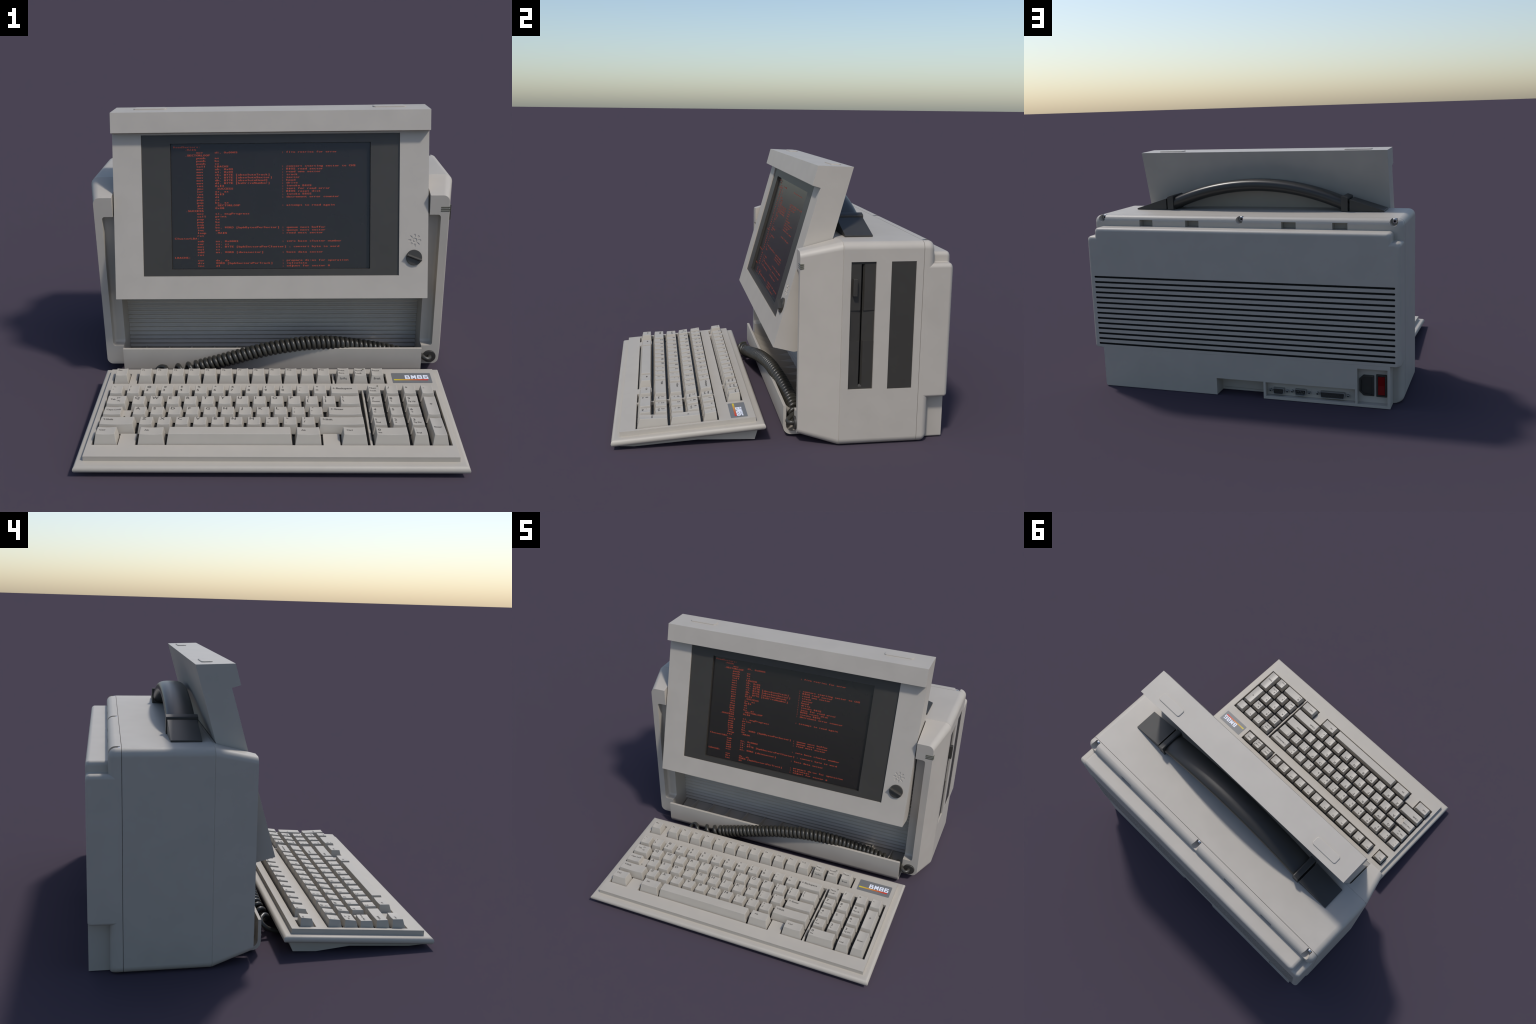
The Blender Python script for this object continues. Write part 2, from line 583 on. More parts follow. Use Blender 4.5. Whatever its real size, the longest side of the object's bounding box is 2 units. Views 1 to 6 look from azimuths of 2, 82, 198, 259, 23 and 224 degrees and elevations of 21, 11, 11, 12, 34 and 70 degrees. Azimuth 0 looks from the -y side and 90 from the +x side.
vs = [M @ Vector((x, p[0], p[1])) for x in (-0.0200, 0.0200) for p in rk]
n = len(rk)
rocker = new_obj("rocker", vs, [list(range(n)), list(range(n, 2 * n))] + [[i, (i + 1) % n, n + (i + 1) % n, n + i] for i in range(n)], RED, switch, 30)
rocker.location = (0, 0, 0)

# ---- floppy drive front and blank cover on the right hand side
y0, y1, z0, z1 = BAY_A
g = 0.0006
FX = XR - 0.0085
mid0, mid1 = 0.5760, 0.7400           # finger recess between these heights
drive = box("floppy_drive", (FX - 0.098, y0 + g, z0 + g), (FX, y1 - g, z1 - g), DRIVE, computer)
rec = []
for ya, yb, tilt in ((y0 - 0.01, 0.3985, 1), (0.4075, y1 + 0.01, -1)):
    # scooped finger recess: deeper towards the slot
    vs = []
    for z in (mid0, mid1):
        din, dout = 0.0085, 0.0022
        da, db = (dout, din) if tilt == 1 else (din, dout)
        vs += [(FX - da, ya, z), (FX - db, yb, z), (FX + 0.05, yb, z), (FX + 0.05, ya, z)]
    me = bpy.data.meshes.new("scoop")
    me.from_pydata(vs, [], [[0, 1, 2, 3], [4, 5, 6, 7], [0, 1, 5, 4], [1, 2, 6, 5], [2, 3, 7, 6], [3, 0, 4, 7]])
    bm = bmesh.new()
    bm.from_mesh(me)
    bmesh.ops.recalc_face_normals(bm, faces=bm.faces)
    bm.to_mesh(me)
    bm.free()
    rec.append(with_mat(me, DRIVE))
# disk slot: bevelled mouth and narrow deep slit
vs = []
for x, ha, zlo, zhi in ((FX + 0.002, 0.0125, 0.3255, 0.9860), (FX - 0.010, 0.0050, 0.3375, 0.9800)):
    vs += [(x, 0.4045 - ha * 0.75, zlo), (x, 0.4045 + ha, zlo), (x, 0.4045 + ha, zhi), (x, 0.4045 - ha * 0.75, zhi)]
me = bpy.data.meshes.new("mouth")
me.from_pydata(vs, [], [[0, 1, 2, 3], [4, 5, 6, 7], [0, 1, 5, 4], [1, 2, 6, 5], [2, 3, 7, 6], [3, 0, 4, 7]])
bm = bmesh.new()
bm.from_mesh(me)
bmesh.ops.recalc_face_normals(bm, faces=bm.faces)
bm.to_mesh(me)
bm.free()
slit = with_mat(box_mesh((FX - 0.0900, 0.4015, 0.3385), (FX + 0.05, 0.4080, 0.9790)), VOID)
hollow = with_mat(box_mesh((FX - 0.0940, 0.3800, 0.3300), (FX - 0.0130, 0.4300, 0.9850)), VOID)
cut(drive, rec + [with_mat(me, DRIVE), slit, hollow], 30)
lever = box("drive_lever", (FX - 0.001, 0.3515, 0.8200), (1.0, 0.3740, 0.9100), DRIVE, drive, 0.003, 3)
lever.location = (0, 0, 0)
y0, y1, z0, z1 = BAY_B
blank = box("blank_drive_cover", (XR - 0.030, y0 + g, z0 + g), (XR - 0.0022, y1 - g, z1 - g), DRIVE, computer, 0.0015, 2)

# ---- ribbed rear wall of the storage bay under the screen
ol = [(CAV_Y + 0.002, 0.05)]
z = 0.0569
while z < 1.02:
    for k in range(10):
        ph = k / 10
        ol.append((CAV_Y - 0.0060 + 0.0054 * math.cos(2 * math.pi * ph), z + 0.0266 * ph))
    z += 0.0266
ol += [(CAV_Y - 0.0005, z), (CAV_Y + 0.002, z)]
ribs = prism("ribbed_wall", ol, "x", XC - INNER + 0.0006, XC + INNER - 0.0006, CASE, computer, 60)

# ---- storage tray: J-shaped lip with a sloping floor and dividers
TRH = 0.8318
tray_ol = fillet([(0.0278, 0.1790, 0.002), (0.0278, 0.0138, 0.046), (0.2795, 0.0138), (0.2795, 0.0560), (0.1500, 0.0360, 0.1), (0.0438, 0.0290, 0.036), (0.0438, 0.1790, 0.002)], 6)
tray = prism("storage_tray", tray_ol, "x", XC - TRH, XC + TRH, CASE, computer, 35)
for k in range(13):
    x = -0.7493 + 0.1337 * k
    if x > XC + TRH - 0.03:
        break
    ridge = [(0.2792, 0.0735), (0.2200, 0.0800), (0.1600, 0.0890), (0.1150, 0.1050), (0.0750, 0.1280), (0.0436, 0.1550)]
    vs = []
    for half, top in ((0.0062, False), (0.0036, True)):
        for yy, zz in ridge:
            zb = zz if top else (0.0200 if yy > 0.1 else 0.0300 if yy > 0.06 else 0.0560)
            vs += [(x - half, yy, zb), (x + half, yy, zb)]
    m = len(ridge)
    fs = [[0, 1, 2 * m + 1, 2 * m], [2 * m - 2, 2 * m - 1, 4 * m - 1, 4 * m - 2]]
    for i in range(m - 1):
        p, q = 2 * i, 2 * i + 2
        fs += [[p, q, q + 1, p + 1], [2 * m + p, 2 * m + q, 2 * m + q + 1, 2 * m + p + 1], [p, q, 2 * m + q, 2 * m + p], [p + 1, q + 1, 2 * m + q + 1, 2 * m + p + 1]]
    d = new_obj("tray_divider", vs, fs, CASE, tray)
    d.location = (0, 0, 0)

# ---- status lamps on the right arm
for i in range(3):
    z = 0.9575 + i * 0.0099
    o = box("status_lamp", (0.8860, FRONT_Y - 0.0016, z - 0.0037), (0.9345, 0.1070, z + 0.0037), LAMP, computer, 0.0022, 3)

# ---- cord socket at the foot of the right arm
SOCK = Vector((0.8765, FRONT_Y, 0.1025))
sock = mesh_obj("cord_socket", cylinder_mesh(0.0362, 0.012, 40, 0.003, axis_matrix(SOCK + Vector((0, 0.001, 0)), (0, -1, 0))), BLACK, computer, 40)

# ---- carrying handle
HY0, HY1 = 0.3435, 0.4940
hy = (HY0 + HY1) / 2
sec = []
for k in range(36):                                # flat oval grip, fuller on top than underneath
    a = 2 * math.pi * k / 36
    ex, hb = (2 / 2.9, 0.0400) if math.sin(a) >= 0 else (2 / 2.3, 0.0375)
    sec.append((0.0740 * math.copysign(abs(math.cos(a)) ** ex, math.cos(a)), hb * math.copysign(abs(math.sin(a)) ** ex, math.sin(a))))
rings = []
for k in range(41):
    x = -0.580 + 1.160 * k / 40
    z = 1.2555 - 0.362 * x * x
    sl = -0.724 * x
    t = Vector((1, 0, sl)).normalized()
    nrm = Vector((-sl, 0, 1)).normalized()
    c = Vector((XC + x, hy, z))
    rings.append([c + Vector((0, p[0], 0)) + nrm * p[1] for p in sec])
handle = loft("carrying_handle", rings, HANDLE, computer, 50)
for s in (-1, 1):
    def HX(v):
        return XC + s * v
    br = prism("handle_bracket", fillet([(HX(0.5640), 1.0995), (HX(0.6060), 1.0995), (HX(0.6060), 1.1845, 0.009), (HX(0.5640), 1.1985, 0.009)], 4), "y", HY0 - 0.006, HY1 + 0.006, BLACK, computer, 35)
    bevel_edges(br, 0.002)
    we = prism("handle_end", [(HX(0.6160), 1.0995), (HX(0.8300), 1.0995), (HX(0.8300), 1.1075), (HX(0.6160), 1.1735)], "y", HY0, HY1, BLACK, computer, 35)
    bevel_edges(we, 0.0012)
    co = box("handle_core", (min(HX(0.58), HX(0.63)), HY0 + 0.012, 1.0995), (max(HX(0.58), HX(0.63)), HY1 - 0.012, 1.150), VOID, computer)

# ---- tilted display
FB = Vector((0.0, -0.0325, 0.5108))         # front lower edge of the display
tdir = Vector((0.0, 0.2387, 0.8472)).normalized()
ndir = Vector((0.0, -tdir.z, tdir.y))
DM = Matrix((Vector((1, 0, 0)), tdir, ndir)).transposed().to_4x4()   # local (x, up the face, out of the face)
DM.translation = FB
prof = fillet([(-0.0325, 0.5108), (0.1085, 0.4737, 0.036), (0.3797, 1.4661), (0.1910, 1.4733), (0.1630, 1.3712), (0.2062, 1.3580)], 6)
DH = 0.8320
housing = prism("display_housing", prof, "x", XC - DH, XC + DH, CASE, computer, 30)
OPX, OP0, OP1 = 0.6800, 0.1222, 0.8715
oc = with_mat(box_mesh((XC - OPX, OP0, -0.050), (XC + OPX, OP1, 0.06), 0, 3, DM), CASE)
# engraved brightness symbol: ring and eight rays
SUN = (0.7518, 0.3085)
sun = []
bm = bmesh.new()
ringv = []
for r in (0.0055, 0.0130):
    for z in (-0.0024, 0.01):
        ringv.append([bm.verts.new(DM @ Vector((SUN[0] + r * math.cos(2 * math.pi * k / 20), SUN[1] + r * math.sin(2 * math.pi * k / 20), z))) for k in range(20)])
for a, b in ((0, 1), (1, 3), (3, 2), (2, 0)):
    for k in range(20):
        bm.faces.new([ringv[a][k], ringv[a][(k + 1) % 20], ringv[b][(k + 1) % 20], ringv[b][k]])
bmesh.ops.recalc_face_normals(bm, faces=bm.faces)
me = bpy.data.meshes.new("ring")
bm.to_mesh(me)
bm.free()
sun.append(me)
for k in range(8):
    R = Matrix.Translation((SUN[0], SUN[1], 0)) @ Matrix.Rotation(math.pi * k / 4, 4, "Z")
    sun.append(box_mesh((0.0185, -0.0042, -0.0024), (0.0335, 0.0042, 0.01), 0, 3, DM @ R))
cut(housing, [oc, with_mat(join_meshes(sun), CASE)], 0)
bevel_edges(housing, 0.0022, 2, 35)


def frame_mesh(x0, x1, t0, t1, ix0, ix1, it0, it1, n0, n1):
    O = [(x0, t0), (x1, t0), (x1, t1), (x0, t1)]
    I = [(ix0, it0), (ix1, it0), (ix1, it1), (ix0, it1)]
    vs = [DM @ Vector((p[0], p[1], n)) for ring, n in ((O, n0), (O, n1), (I, n1), (I, n0)) for p in ring]
    fs = []
    for k in range(4):
        for i in range(4):
            j = (i + 1) % 4
            k2 = (k + 1) % 4
            fs.append([k * 4 + i, k * 4 + j, k2 * 4 + j, k2 * 4 + i])
    return vs, fs


SX0, SX1, S0, S1 = -0.5370, 0.5190, 0.1590, 0.8262
v, f = frame_mesh(XC - OPX + 0.0004, XC + OPX - 0.0004, OP0 + 0.0004, OP1 - 0.0004, SX0, SX1, S0, S1, -0.046, -0.0070)
bezel = new_obj("bezel", v, f, BEZEL, housing)
bezel.location = (0, 0, 0)
screen = box("plasma_screen", (SX0 + 0.0004, S0 + 0.0004, -0.0450), (SX1 - 0.0004, S1 - 0.0004, -0.0240), GLASS, housing, 0, 3, DM)
screen.location = (0, 0, 0)

LISTING = """ReadSectors:
     .MAIN
          mov     di, 0x0005               ; five retries for error
     .SECTORLOOP
          push    ax
          push    bx
          push    cx
          call    LBACHS                   ; convert starting sector to CHS
          mov     ah, 0x02                 ; BIOS read sector
          mov     al, 0x01                 ; read one sector
          mov     ch, BYTE [absoluteTrack] ; track
          mov     cl, BYTE [absoluteSector]; sector
          mov     dh, BYTE [absoluteHead]  ; head
          mov     dl, BYTE [bsDriveNumber] ; drive
          int     0x13                     ; invoke BIOS
          jnc     .SUCCESS                 ; test for read error
          xor     ax, ax                   ; BIOS reset disk
          int     0x13                     ; invoke BIOS
          dec     di                       ; decrement error counter
          pop     cx
          pop     bx, ax
          jnz     .SECTORLOOP              ; attempt to read again
          int     0x18
     .SUCCESS
          mov     si, msgProgress
          call    print
          pop     cx
          pop     bx
          pop     ax
          add     bx, WORD [bpbBytesPerSector] ; queue next buffer
          inc     ax                       ; queue next sector
          loop    .MAIN                    ; read next sector
          ret
ClusterLBA:
          sub     ax, 0x0002               ; zero base cluster number
          xor     cx, cx
          mov     cl, BYTE [bpbSectorsPerCluster] ; convert byte to word
          mul     cx
          add     ax, WORD [datasector]    ; base data sector
          ret
LBACHS:
          xor     dx, dx                   ; prepare dx:ax for operation
          div     WORD [bpbSectorsPerTrack]; calculate
          inc     dl                       ; adjust for sector 0"""

COMMENT_COL = 47
glyph_cache = {}
CELL_W, CELL_H = 0.01222, 0.01472


def glyph(ch):
    if ch not in glyph_cache:
        me = text_mesh(ch, 1.0)
        xs = [q.co.x for q in me.vertices]
        x0, x1 = min(xs), max(xs)
        want = 0.80
        for chars, wd in (("rtfcskzvxyjJ", 0.66), ("[]I1", 0.36), ("il|!", 0.24), (".,;:'", 0.20)):
            if ch in chars:
                want = wd
        sx = want / max(1e-6, x1 - x0)
        off = (1 - want) / 2
        vs = [((q.co.x - x0) * sx + off, q.co.y / 0.70) for q in me.vertices]
        fs = [list(p.vertices) for p in me.polygons]
        glyph_cache[ch] = (vs, fs)
        bpy.data.meshes.remove(me)
    return glyph_cache[ch]


for row, line in enumerate(LISTING.split("\n")):
    code, sep, note = line.partition(";")
    code = code.rstrip()
    col_note = COMMENT_COL if len(code) < COMMENT_COL else len(code) + 1
    cells = [(c, ch) for c, ch in enumerate(code) if ch != " "]
    if sep:
        cells.append((col_note, ";"))
        cells += [(col_note + 1 + c, ch) for c, ch in enumerate(note) if ch != " "]
    vs, fs = [], []
    base = 0.8245 - 0.0157 - row * CELL_H - 0.0046
    for c, ch in cells:
        gv, gf = glyph(ch)
        ox = -0.5355 + 0.0127 + c * CELL_W
        for n, bx in enumerate((-0.05, 0.05)):          # two passes give the orange-red strokes their weight
            k = len(vs)
            vs += [DM @ Vector((ox + (p[0] + bx) * CELL_W, base + p[1] * 0.0094, -0.0237 + 0.0001 * n)) for p in gv]
            fs += [[k + i for i in q] for q in gf]
    me = bpy.data.meshes.new("screen_text")
    me.from_pydata([tuple(p) for p in vs], [], fs)
    o = mesh_obj("screen_text", me, SCREENTEXT, screen)
    o["kind"] = "stuff"

# brightness knob with its raised grip
KN = (0.7492, 0.2175)
knob = mesh_obj("brightness_knob", cylinder_mesh(0.0415, 0.012, 48, 0.002, DM @ Matrix.Translation((KN[0], KN[1], -0.002))), BEZEL, computer, 40)
gm = DM @ Matrix.Translation((KN[0], KN[1], 0.0)) @ Matrix.Rotation(math.radians(-21), 4, "Z")
grip = prism("knob_grip", fillet([(-0.0085, 0.009), (0.0085, 0.009), (0.0035, 0.0255, 0.002), (-0.0035, 0.0255, 0.002)], 3), "x", -0.0405, 0.0405, BEZEL, knob, 40)
for vtx in grip.data.vertices:
    vtx.co = gm @ vtx.co
grip.location = (0, 0, 0)

# latch buttons on the top of the display
top_dir = Vector((0, 0.3797 - 0.1910, 1.4661 - 1.4733)).normalized()
TM = Matrix((Vector((1, 0, 0)), top_dir, Vector((0, -top_dir.z, top_dir.y)))).transposed().to_4x4()
TM.translation = Vector((0, 0.1910, 1.4733))
for x0, x1 in ((-0.7345, -0.5610), (0.5375, 0.7095)):
    b0 = fillet([(x0, 0.0935, 0.013), (x1, 0.0935, 0.013), (x1, 0.1480, 0.013), (x0, 0.1480, 0.013)], 5)
    cxm, cym = (x0 + x1) / 2, 0.1208
    b1 = [Vector((cxm + (p[0] - cxm) * (1 - 0.003 / 0.087), cym + (p[1] - cym) * (1 - 0.003 / 0.027))) for p in b0]
    rr = [[TM @ Vector((p[0], p[1], z)) for p in r] for r, z in ((b0, -0.002), (b0, 0.0046), (b1, 0.0066))]
    loft("latch_button", rr, CASE, computer, 50)

# ================================================================== KEYBOARD
KX = -0.0098
keyboard = group("computer_keyboard", (KX, -0.48, 0.0), "wedge keyboard with beige keys and coiled black cord", "keyboard")
bpy.context.view_layer.update()
TH = math.radians(4.0)
KM = Matrix(((1, 0, 0), (0, math.cos(TH), math.sin(TH)), (0, -math.sin(TH), math.cos(TH)))).inverted().to_4x4()
KM = Matrix.Rotation(TH, 4, "X")
KM.translation = Vector((0, -0.8467, 0.0857))        # local (x, up the slope, off the plate)

# rim: rectangular frame with fully rounded, mitred edges
RH, RV0, RV1 = 0.9055, -0.0460, 0.7690
rings = []
for k in range(9):
    a = math.pi * (k / 8) - math.pi / 2
    ins = 0.0195 * (1 - math.cos(a))
    h = -0.0455 + 0.0195 * math.sin(a)
    rings.append([KM @ Vector((KX + x, y, h)) for x, y in ((-RH + ins, RV0 + ins), (RH - ins, RV0 + ins), (RH - ins, RV1 - ins), (-RH + ins, RV1 - ins))])
rim = loft("keyboard_rim", rings, KEYPLATE, keyboard, 40)

# underside shell and rear wedge foot
under_left = [(-0.8480, 0.0300), (-0.8440, 0.0045), (-0.7700, 0.0), (-0.4400, 0.0195), (-0.2600, 0.0), (-0.1370, 0.0068), (-0.1150, 0.0600), (-0.1300, 0.0900), (-0.8400, 0.0400)]
under_right = [(-0.8480, 0.0300), (-0.8440, 0.0045), (-0.7700, 0.0), (-0.4370, 0.0205), (-0.2800, 0.0132), (-0.1310, 0.0070), (-0.1150, 0.0600), (-0.1300, 0.0900), (-0.8400, 0.0400)]
foot = loft("keyboard_underside", [[Vector((x, p[0], p[1])) for p in u] for x, u in ((KX - 0.8550, under_left), (KX + 0.8558, under_right))], KEYPLATE, keyboard, 20)

# upper plate with key wells
PH = 0.8635
plate = loft("keyboard_top_plate", [[KM @ Vector((x, y, h)) for x, y in ((KX - PH - i, 0.0 - i), (KX + PH + i, 0.0 - i), (KX + PH + i, 0.7225 + i), (KX - PH - i, 0.7225 + i))] for i, h in ((0.0015, -0.030), (0.0, 0.0))], KEYPLATE, keyboard, 30)
ROW0 = 0.0838
wells = [
    [(-0.8500, ROW0), (-0.7257, ROW0), (-0.7257, 0.1674), (-0.6455, 0.1674), (-0.6455, ROW0), (0.2390, ROW0), (0.2390, 0.1674), (0.3175, 0.1674), (0.3175, ROW0), (0.4570, ROW0), (0.4570, 0.5268), (-0.8500, 0.5268)],
    [(0.4672, ROW0), (0.8355, ROW0), (0.8355, 0.5268), (0.4672, 0.5268)],
    [(-0.8465, 0.5862), (-0.7590, 0.5862), (-0.7590, 0.6800), (-0.8465, 0.6800)],
    [(-0.7200, 0.5862), (0.3130, 0.5862), (0.3130, 0.6800), (-0.7200, 0.6800)],
    [(0.3235, 0.5862), (0.5970, 0.5862), (0.5970, 0.6800), (0.3235, 0.6800)]]
cutters = []
for wl in wells:
    n = len(wl)
    vs = [KM @ Vector((p[0], p[1], h)) for h in (-0.024, 0.05) for p in wl]
    me = bpy.data.meshes.new("well")
    me.from_pydata([tuple(p) for p in vs], [], [list(range(n)), list(range(n, 2 * n))] + [[i, (i + 1) % n, n + (i + 1) % n, n + i] for i in range(n)])
    bm = bmesh.new()
    bm.from_mesh(me)
    bmesh.ops.recalc_face_normals(bm, faces=bm.faces)
    bm.to_mesh(me)
    bm.free()
    cutters.append(with_mat(me, KEYPLATE))
cut(plate, cutters, 0)
bevel_edges(plate, 0.0014, 2, 30)
mat_dark = box("well_floor", (-0.849, ROW0 + 0.001, -0.0238), (0.8345, 0.679, -0.0225), DRIVE, plate, 0, 3, KM)
mat_dark.location = (0, 0, 0)

# ---- keycaps.  Row profile: heights at the back and front of the top, offsets of the top edges.
PROFILE = {"F": (0.0430, 0.0390, 0.0135, 0.0715), 4: (0.0385, 0.0340, 0.0105, 0.0705), 3: (0.0355, 0.0312, 0.0119, 0.0700),
           2: (0.0312, 0.0328, 0.0117, 0.0725), 1: (0.0355, 0.0382, 0.0125, 0.0725), 0: (0.0425, 0.0440, 0.0165, 0.0715)}
PITCH_V = 0.0882
DEPTH = 0.0728
INS = 0.0100
key_mesh_cache = {}


def top_height(u, v, w, row, depth_rows=1, dish=0.0028):
    """Height of the key top at local (u from centre, v from the front edge)."""
    hb, hf, vf, vb = key_profile(row, depth_rows)
    t = (v - vf) / (vb - vf)
    half = w / 2 - INS
    return hf + (hb - hf) * t - dish * (1 - (u / half) ** 2)


def key_profile(row, depth_rows):
    hb, hf, vf, vb = PROFILE[row]
    if depth_rows == 2:
        hb, vb = PROFILE[row + 1][0] - 0.004, PROFILE[row + 1][3] + PITCH_V
    return hb, hf, vf, vb


def key_mesh(w, row, depth_rows=1, dish=0.0028, step=0.0):
    key = (round(w, 4), row, depth_rows, dish, step)
    if key in key_mesh_cache:
        return key_mesh_cache[key]
    hb, hf, vf, vb = key_profile(row, depth_rows)
    d = DEPTH + PITCH_V * (depth_rows - 1)
    bm = bmesh.new()
    half, th = w / 2, w / 2 - INS
    N = 8
    bot = [bm.verts.new(p) for p in ((-half, -0.0030, -0.012), (half, -0.0030, -0.012), (half, d, -0.012), (-half, d, -0.012))]

    def edge(v):
        row_v = []
        for i in range(N + 1):
            u = -th + 2 * th * i / N
            t = (v - vf) / (vb - vf)
            h0 = hf + (hb - hf) * t
            z = h0 - dish * (1 - (u / th) ** 2)
            foot = -0.0030 if v == vf else d         # stay in the plane of the front or back face
            row_v.append(bm.verts.new((u, foot + (v - foot) * (z + 0.012) / (h0 + 0.012), z)))
        return row_v
    fr, bk = edge(vf), edge(vb)
    for i in range(N):
        bm.faces.new([fr[i], fr[i + 1], bk[i + 1], bk[i]])
    bm.faces.new([bot[0], bot[1]] + fr[::-1])
    bm.faces.new([bot[2], bot[3]] + bk)
    bm.faces.new([bot[1], bot[2], bk[-1], fr[-1]])
    bm.faces.new([bot[3], bot[0], fr[0], bk[0]])
    bm.faces.new(bot[::-1])
    bmesh.ops.recalc_face_normals(bm, faces=bm.faces)
    es = [e for e in bm.edges if e.calc_face_angle(0) > math.radians(28) and max(q.co.z for q in e.verts) > 0]
    bmesh.ops.bevel(bm, geom=es, offset=0.0018, segments=2, profile=0.5, affect="EDGES", clamp_overlap=True)
    if step:                                     # lower ledge to the right of the cap
        st = box_mesh((half - 0.006, 0.004, -0.012), (half + step, d - 0.002, 0.010), 0.002, 2)
        bm.from_mesh(st)
    me = bpy.data.meshes.new("key")
    bm.to_mesh(me)
    bm.free()
    me.materials.append(KEYCAP)
    me.polygons.foreach_set("use_smooth", [True] * len(me.polygons))
    me.set_sharp_from_angle(angle=math.radians(50))
    key_mesh_cache[key] = me
    return me


text_cache = {}


def legend_mesh(entries, w, row, depth_rows, dish, front):
    """entries: (text, u, v, size) placed on the key top and bent to its dish."""
    vs, fs = [], []
    hb, hf, vf, vb = key_profile(row, depth_rows)
    for s, u, v, size in entries:
        v, size = 0.0120 + (v - 0.0280) * 1.14, size * 1.12      # stretch the layout over the key top
        if s not in text_cache:
            t = text_mesh(s, 1.0)
            text_cache[s] = ([(q.co.x, q.co.y) for q in t.vertices], [list(p.vertices) for p in t.polygons])
            bpy.data.meshes.remove(t)
        gv, gf = text_cache[s]
        x0 = min(p[0] for p in gv)
        for n, (bx, by) in enumerate(((-0.035, 0.0), (0.0, 0.02), (0.035, -0.02))):   # heavy printed strokes
            k = len(vs)
            for p in gv:
                uu, vv = u + (p[0] - x0 + bx) * size * 1.18, v + (p[1] + by) * size
                vs.append((uu, vv, top_height(uu, vv, w, row, depth_rows, dish) + 0.0006 + 0.00008 * n))
            fs += [[k + i for i in q] for q in gf]
    for s, u, frac, size in front:
        t = text_mesh(s, 1.0)
        k = len(vs)
        for q in t.vertices:
            zz = frac * hf + q.co.y * size
            yy = -0.0030 + (vf + 0.0030) * (zz + 0.012) / (hf + 0.012) - 0.0010
            vs.append((u + q.co.x * size, yy, zz))
        fs += [[k + i for i in p.vertices] for p in t.polygons]
        bpy.data.meshes.remove(t)
    me = bpy.data.meshes.new("legend")
    me.from_pydata(vs, [], fs)
    me.materials.append(LEGEND)
    return me


KINV = Matrix.Translation(-Vector(keyboard.location))


def add_key(x0, x1, row, entries=(), depth_rows=1, dish=0.0028, step=0.0, front=(), v0=None, lamp=None):
    w = x1 - x0
    o = bpy.data.objects.new("key", key_mesh(w, row, depth_rows, dish, step))
    wn = o.modifiers.new("weighted", "WEIGHTED_NORMAL")
    wn.keep_sharp = True
    wn.weight = 75
    COLL.objects.link(o)
    o.parent = keyboard
    v0 = (0.5965 if row == "F" else 0.0930 + row * PITCH_V) if v0 is None else v0
    jit = random.uniform(-0.0006, 0.0006)
    o.matrix_local = KINV @ KM @ Matrix.Translation(((x0 + x1) / 2, v0, jit))
    left = -w / 2 + INS
    if entries or front:
        ent = [(s, left + du, v, size) for s, du, v, size in entries]
        lg = bpy.data.objects.new("legend", legend_mesh(ent, w, row, depth_rows, dish, front))
        COLL.objects.link(lg)
        lg.parent = o
    if lamp:
        lu, lv = lamp[0], 0.0120 + (lamp[1] - 0.0280) * 1.14
        z = 0.0100 if step else top_height(left + lu, lv, w, row, depth_rows, dish)
        c = mesh_obj("lock_lamp", cylinder_mesh(0.0042, 0.0012, 16, 0, Matrix.Translation((left + lu, lv, z - 0.0002))), LAMP, None, 40)
        c.parent = o
    return o


def letter(ch):
    return [(ch, 0.009, 0.0585, 0.0225)]


def pair(up, low):
    return [(up, 0.011, 0.0645, 0.0165), (low, 0.0085, 0.0405, 0.0195)]


def word(s, size=0.0130, v=0.056, du=0.008):
    return [(s, du, v, size)]


U = 0.0868
L0 = -0.8410
GAP = 0.0084
SMALL = 0.0120


def run(first, row, items, pitch=U):
    for i, it in enumerate(items):
        x = first + i * pitch
        ent = letter(it) if isinstance(it, str) and len(it) == 1 else (pair(*it) if isinstance(it, tuple) else word(it))
        if row in (2, 1) and isinstance(it, str):
            ent = [(s, u, v + 0.003, z) for s, u, v, z in ent]
        add_key(x, x + pitch - GAP, row, ent)


# function row
add_key(L0, L0 + 0.0784, "F", word("Esc", 0.0125, 0.0640, 0.009))
for i in range(12):
    x = -0.7137 + i * 0.08545
    add_key(x, x + 0.0784, "F", word("F%d" % (i + 1), 0.0125, 0.0640, 0.009))
for i, (a, b, fr) in enumerate((("Print", "Scrn", "SysRq"), ("Scroll", "Lock", None), ("Pause", None, "Break"))):
    x = 0.3310 + i * 0.0885
    ent = [(a, 0.005, 0.0590, 0.0125)] + ([(b, 0.005, 0.0400, 0.0125)] if b else [])
    add_key(x, x + 0.0778, "F", ent, front=[(fr, -0.019, 0.42, 0.0150)] if fr else (), lamp=(0.046, 0.0715) if a == "Scroll" else None)
# number row
run(L0, 4, [("~", "`"), ("!", "1"), ("@", "2"), ("#", "3"), ("$", "4"), ("%", "5"), ("^", "6"), ("&", "7"), ("*", "8"), ("(", "9"), (")", "0"), ("_", "-"), ("+", "=")])
add_key(L0 + 13 * U, 0.4410, 4, [("\u2190Backspace", 0.008, 0.0530, 0.0150)])
# upper letters
add_key(L0, -0.7310, 3, [("Tab", 0.014, 0.0520, 0.0125), ("|\u2190", 0.046, 0.0630, 0.0125), ("\u2192|", 0.046, 0.0430, 0.0125)])
run(-0.7133, 3, list("QWERTYUIOP") + [("{", "["), ("}", "]")])
add_key(0.3304, 0.4415, 3, pair("|", "\\"))
# home row
add_key(L0, -0.7375, 2, [("Caps Lock", 0.010, 0.0560, 0.0130)], step=0.036, lamp=(0.1020, 0.0330))
run(-0.6948, 2, list("ASDFGHJKL") + [(":", ";"), ("\"", "'")])
add_key(0.2655, 0.4430, 2, [("\u2190Enter", 0.010, 0.0590, 0.0155)])
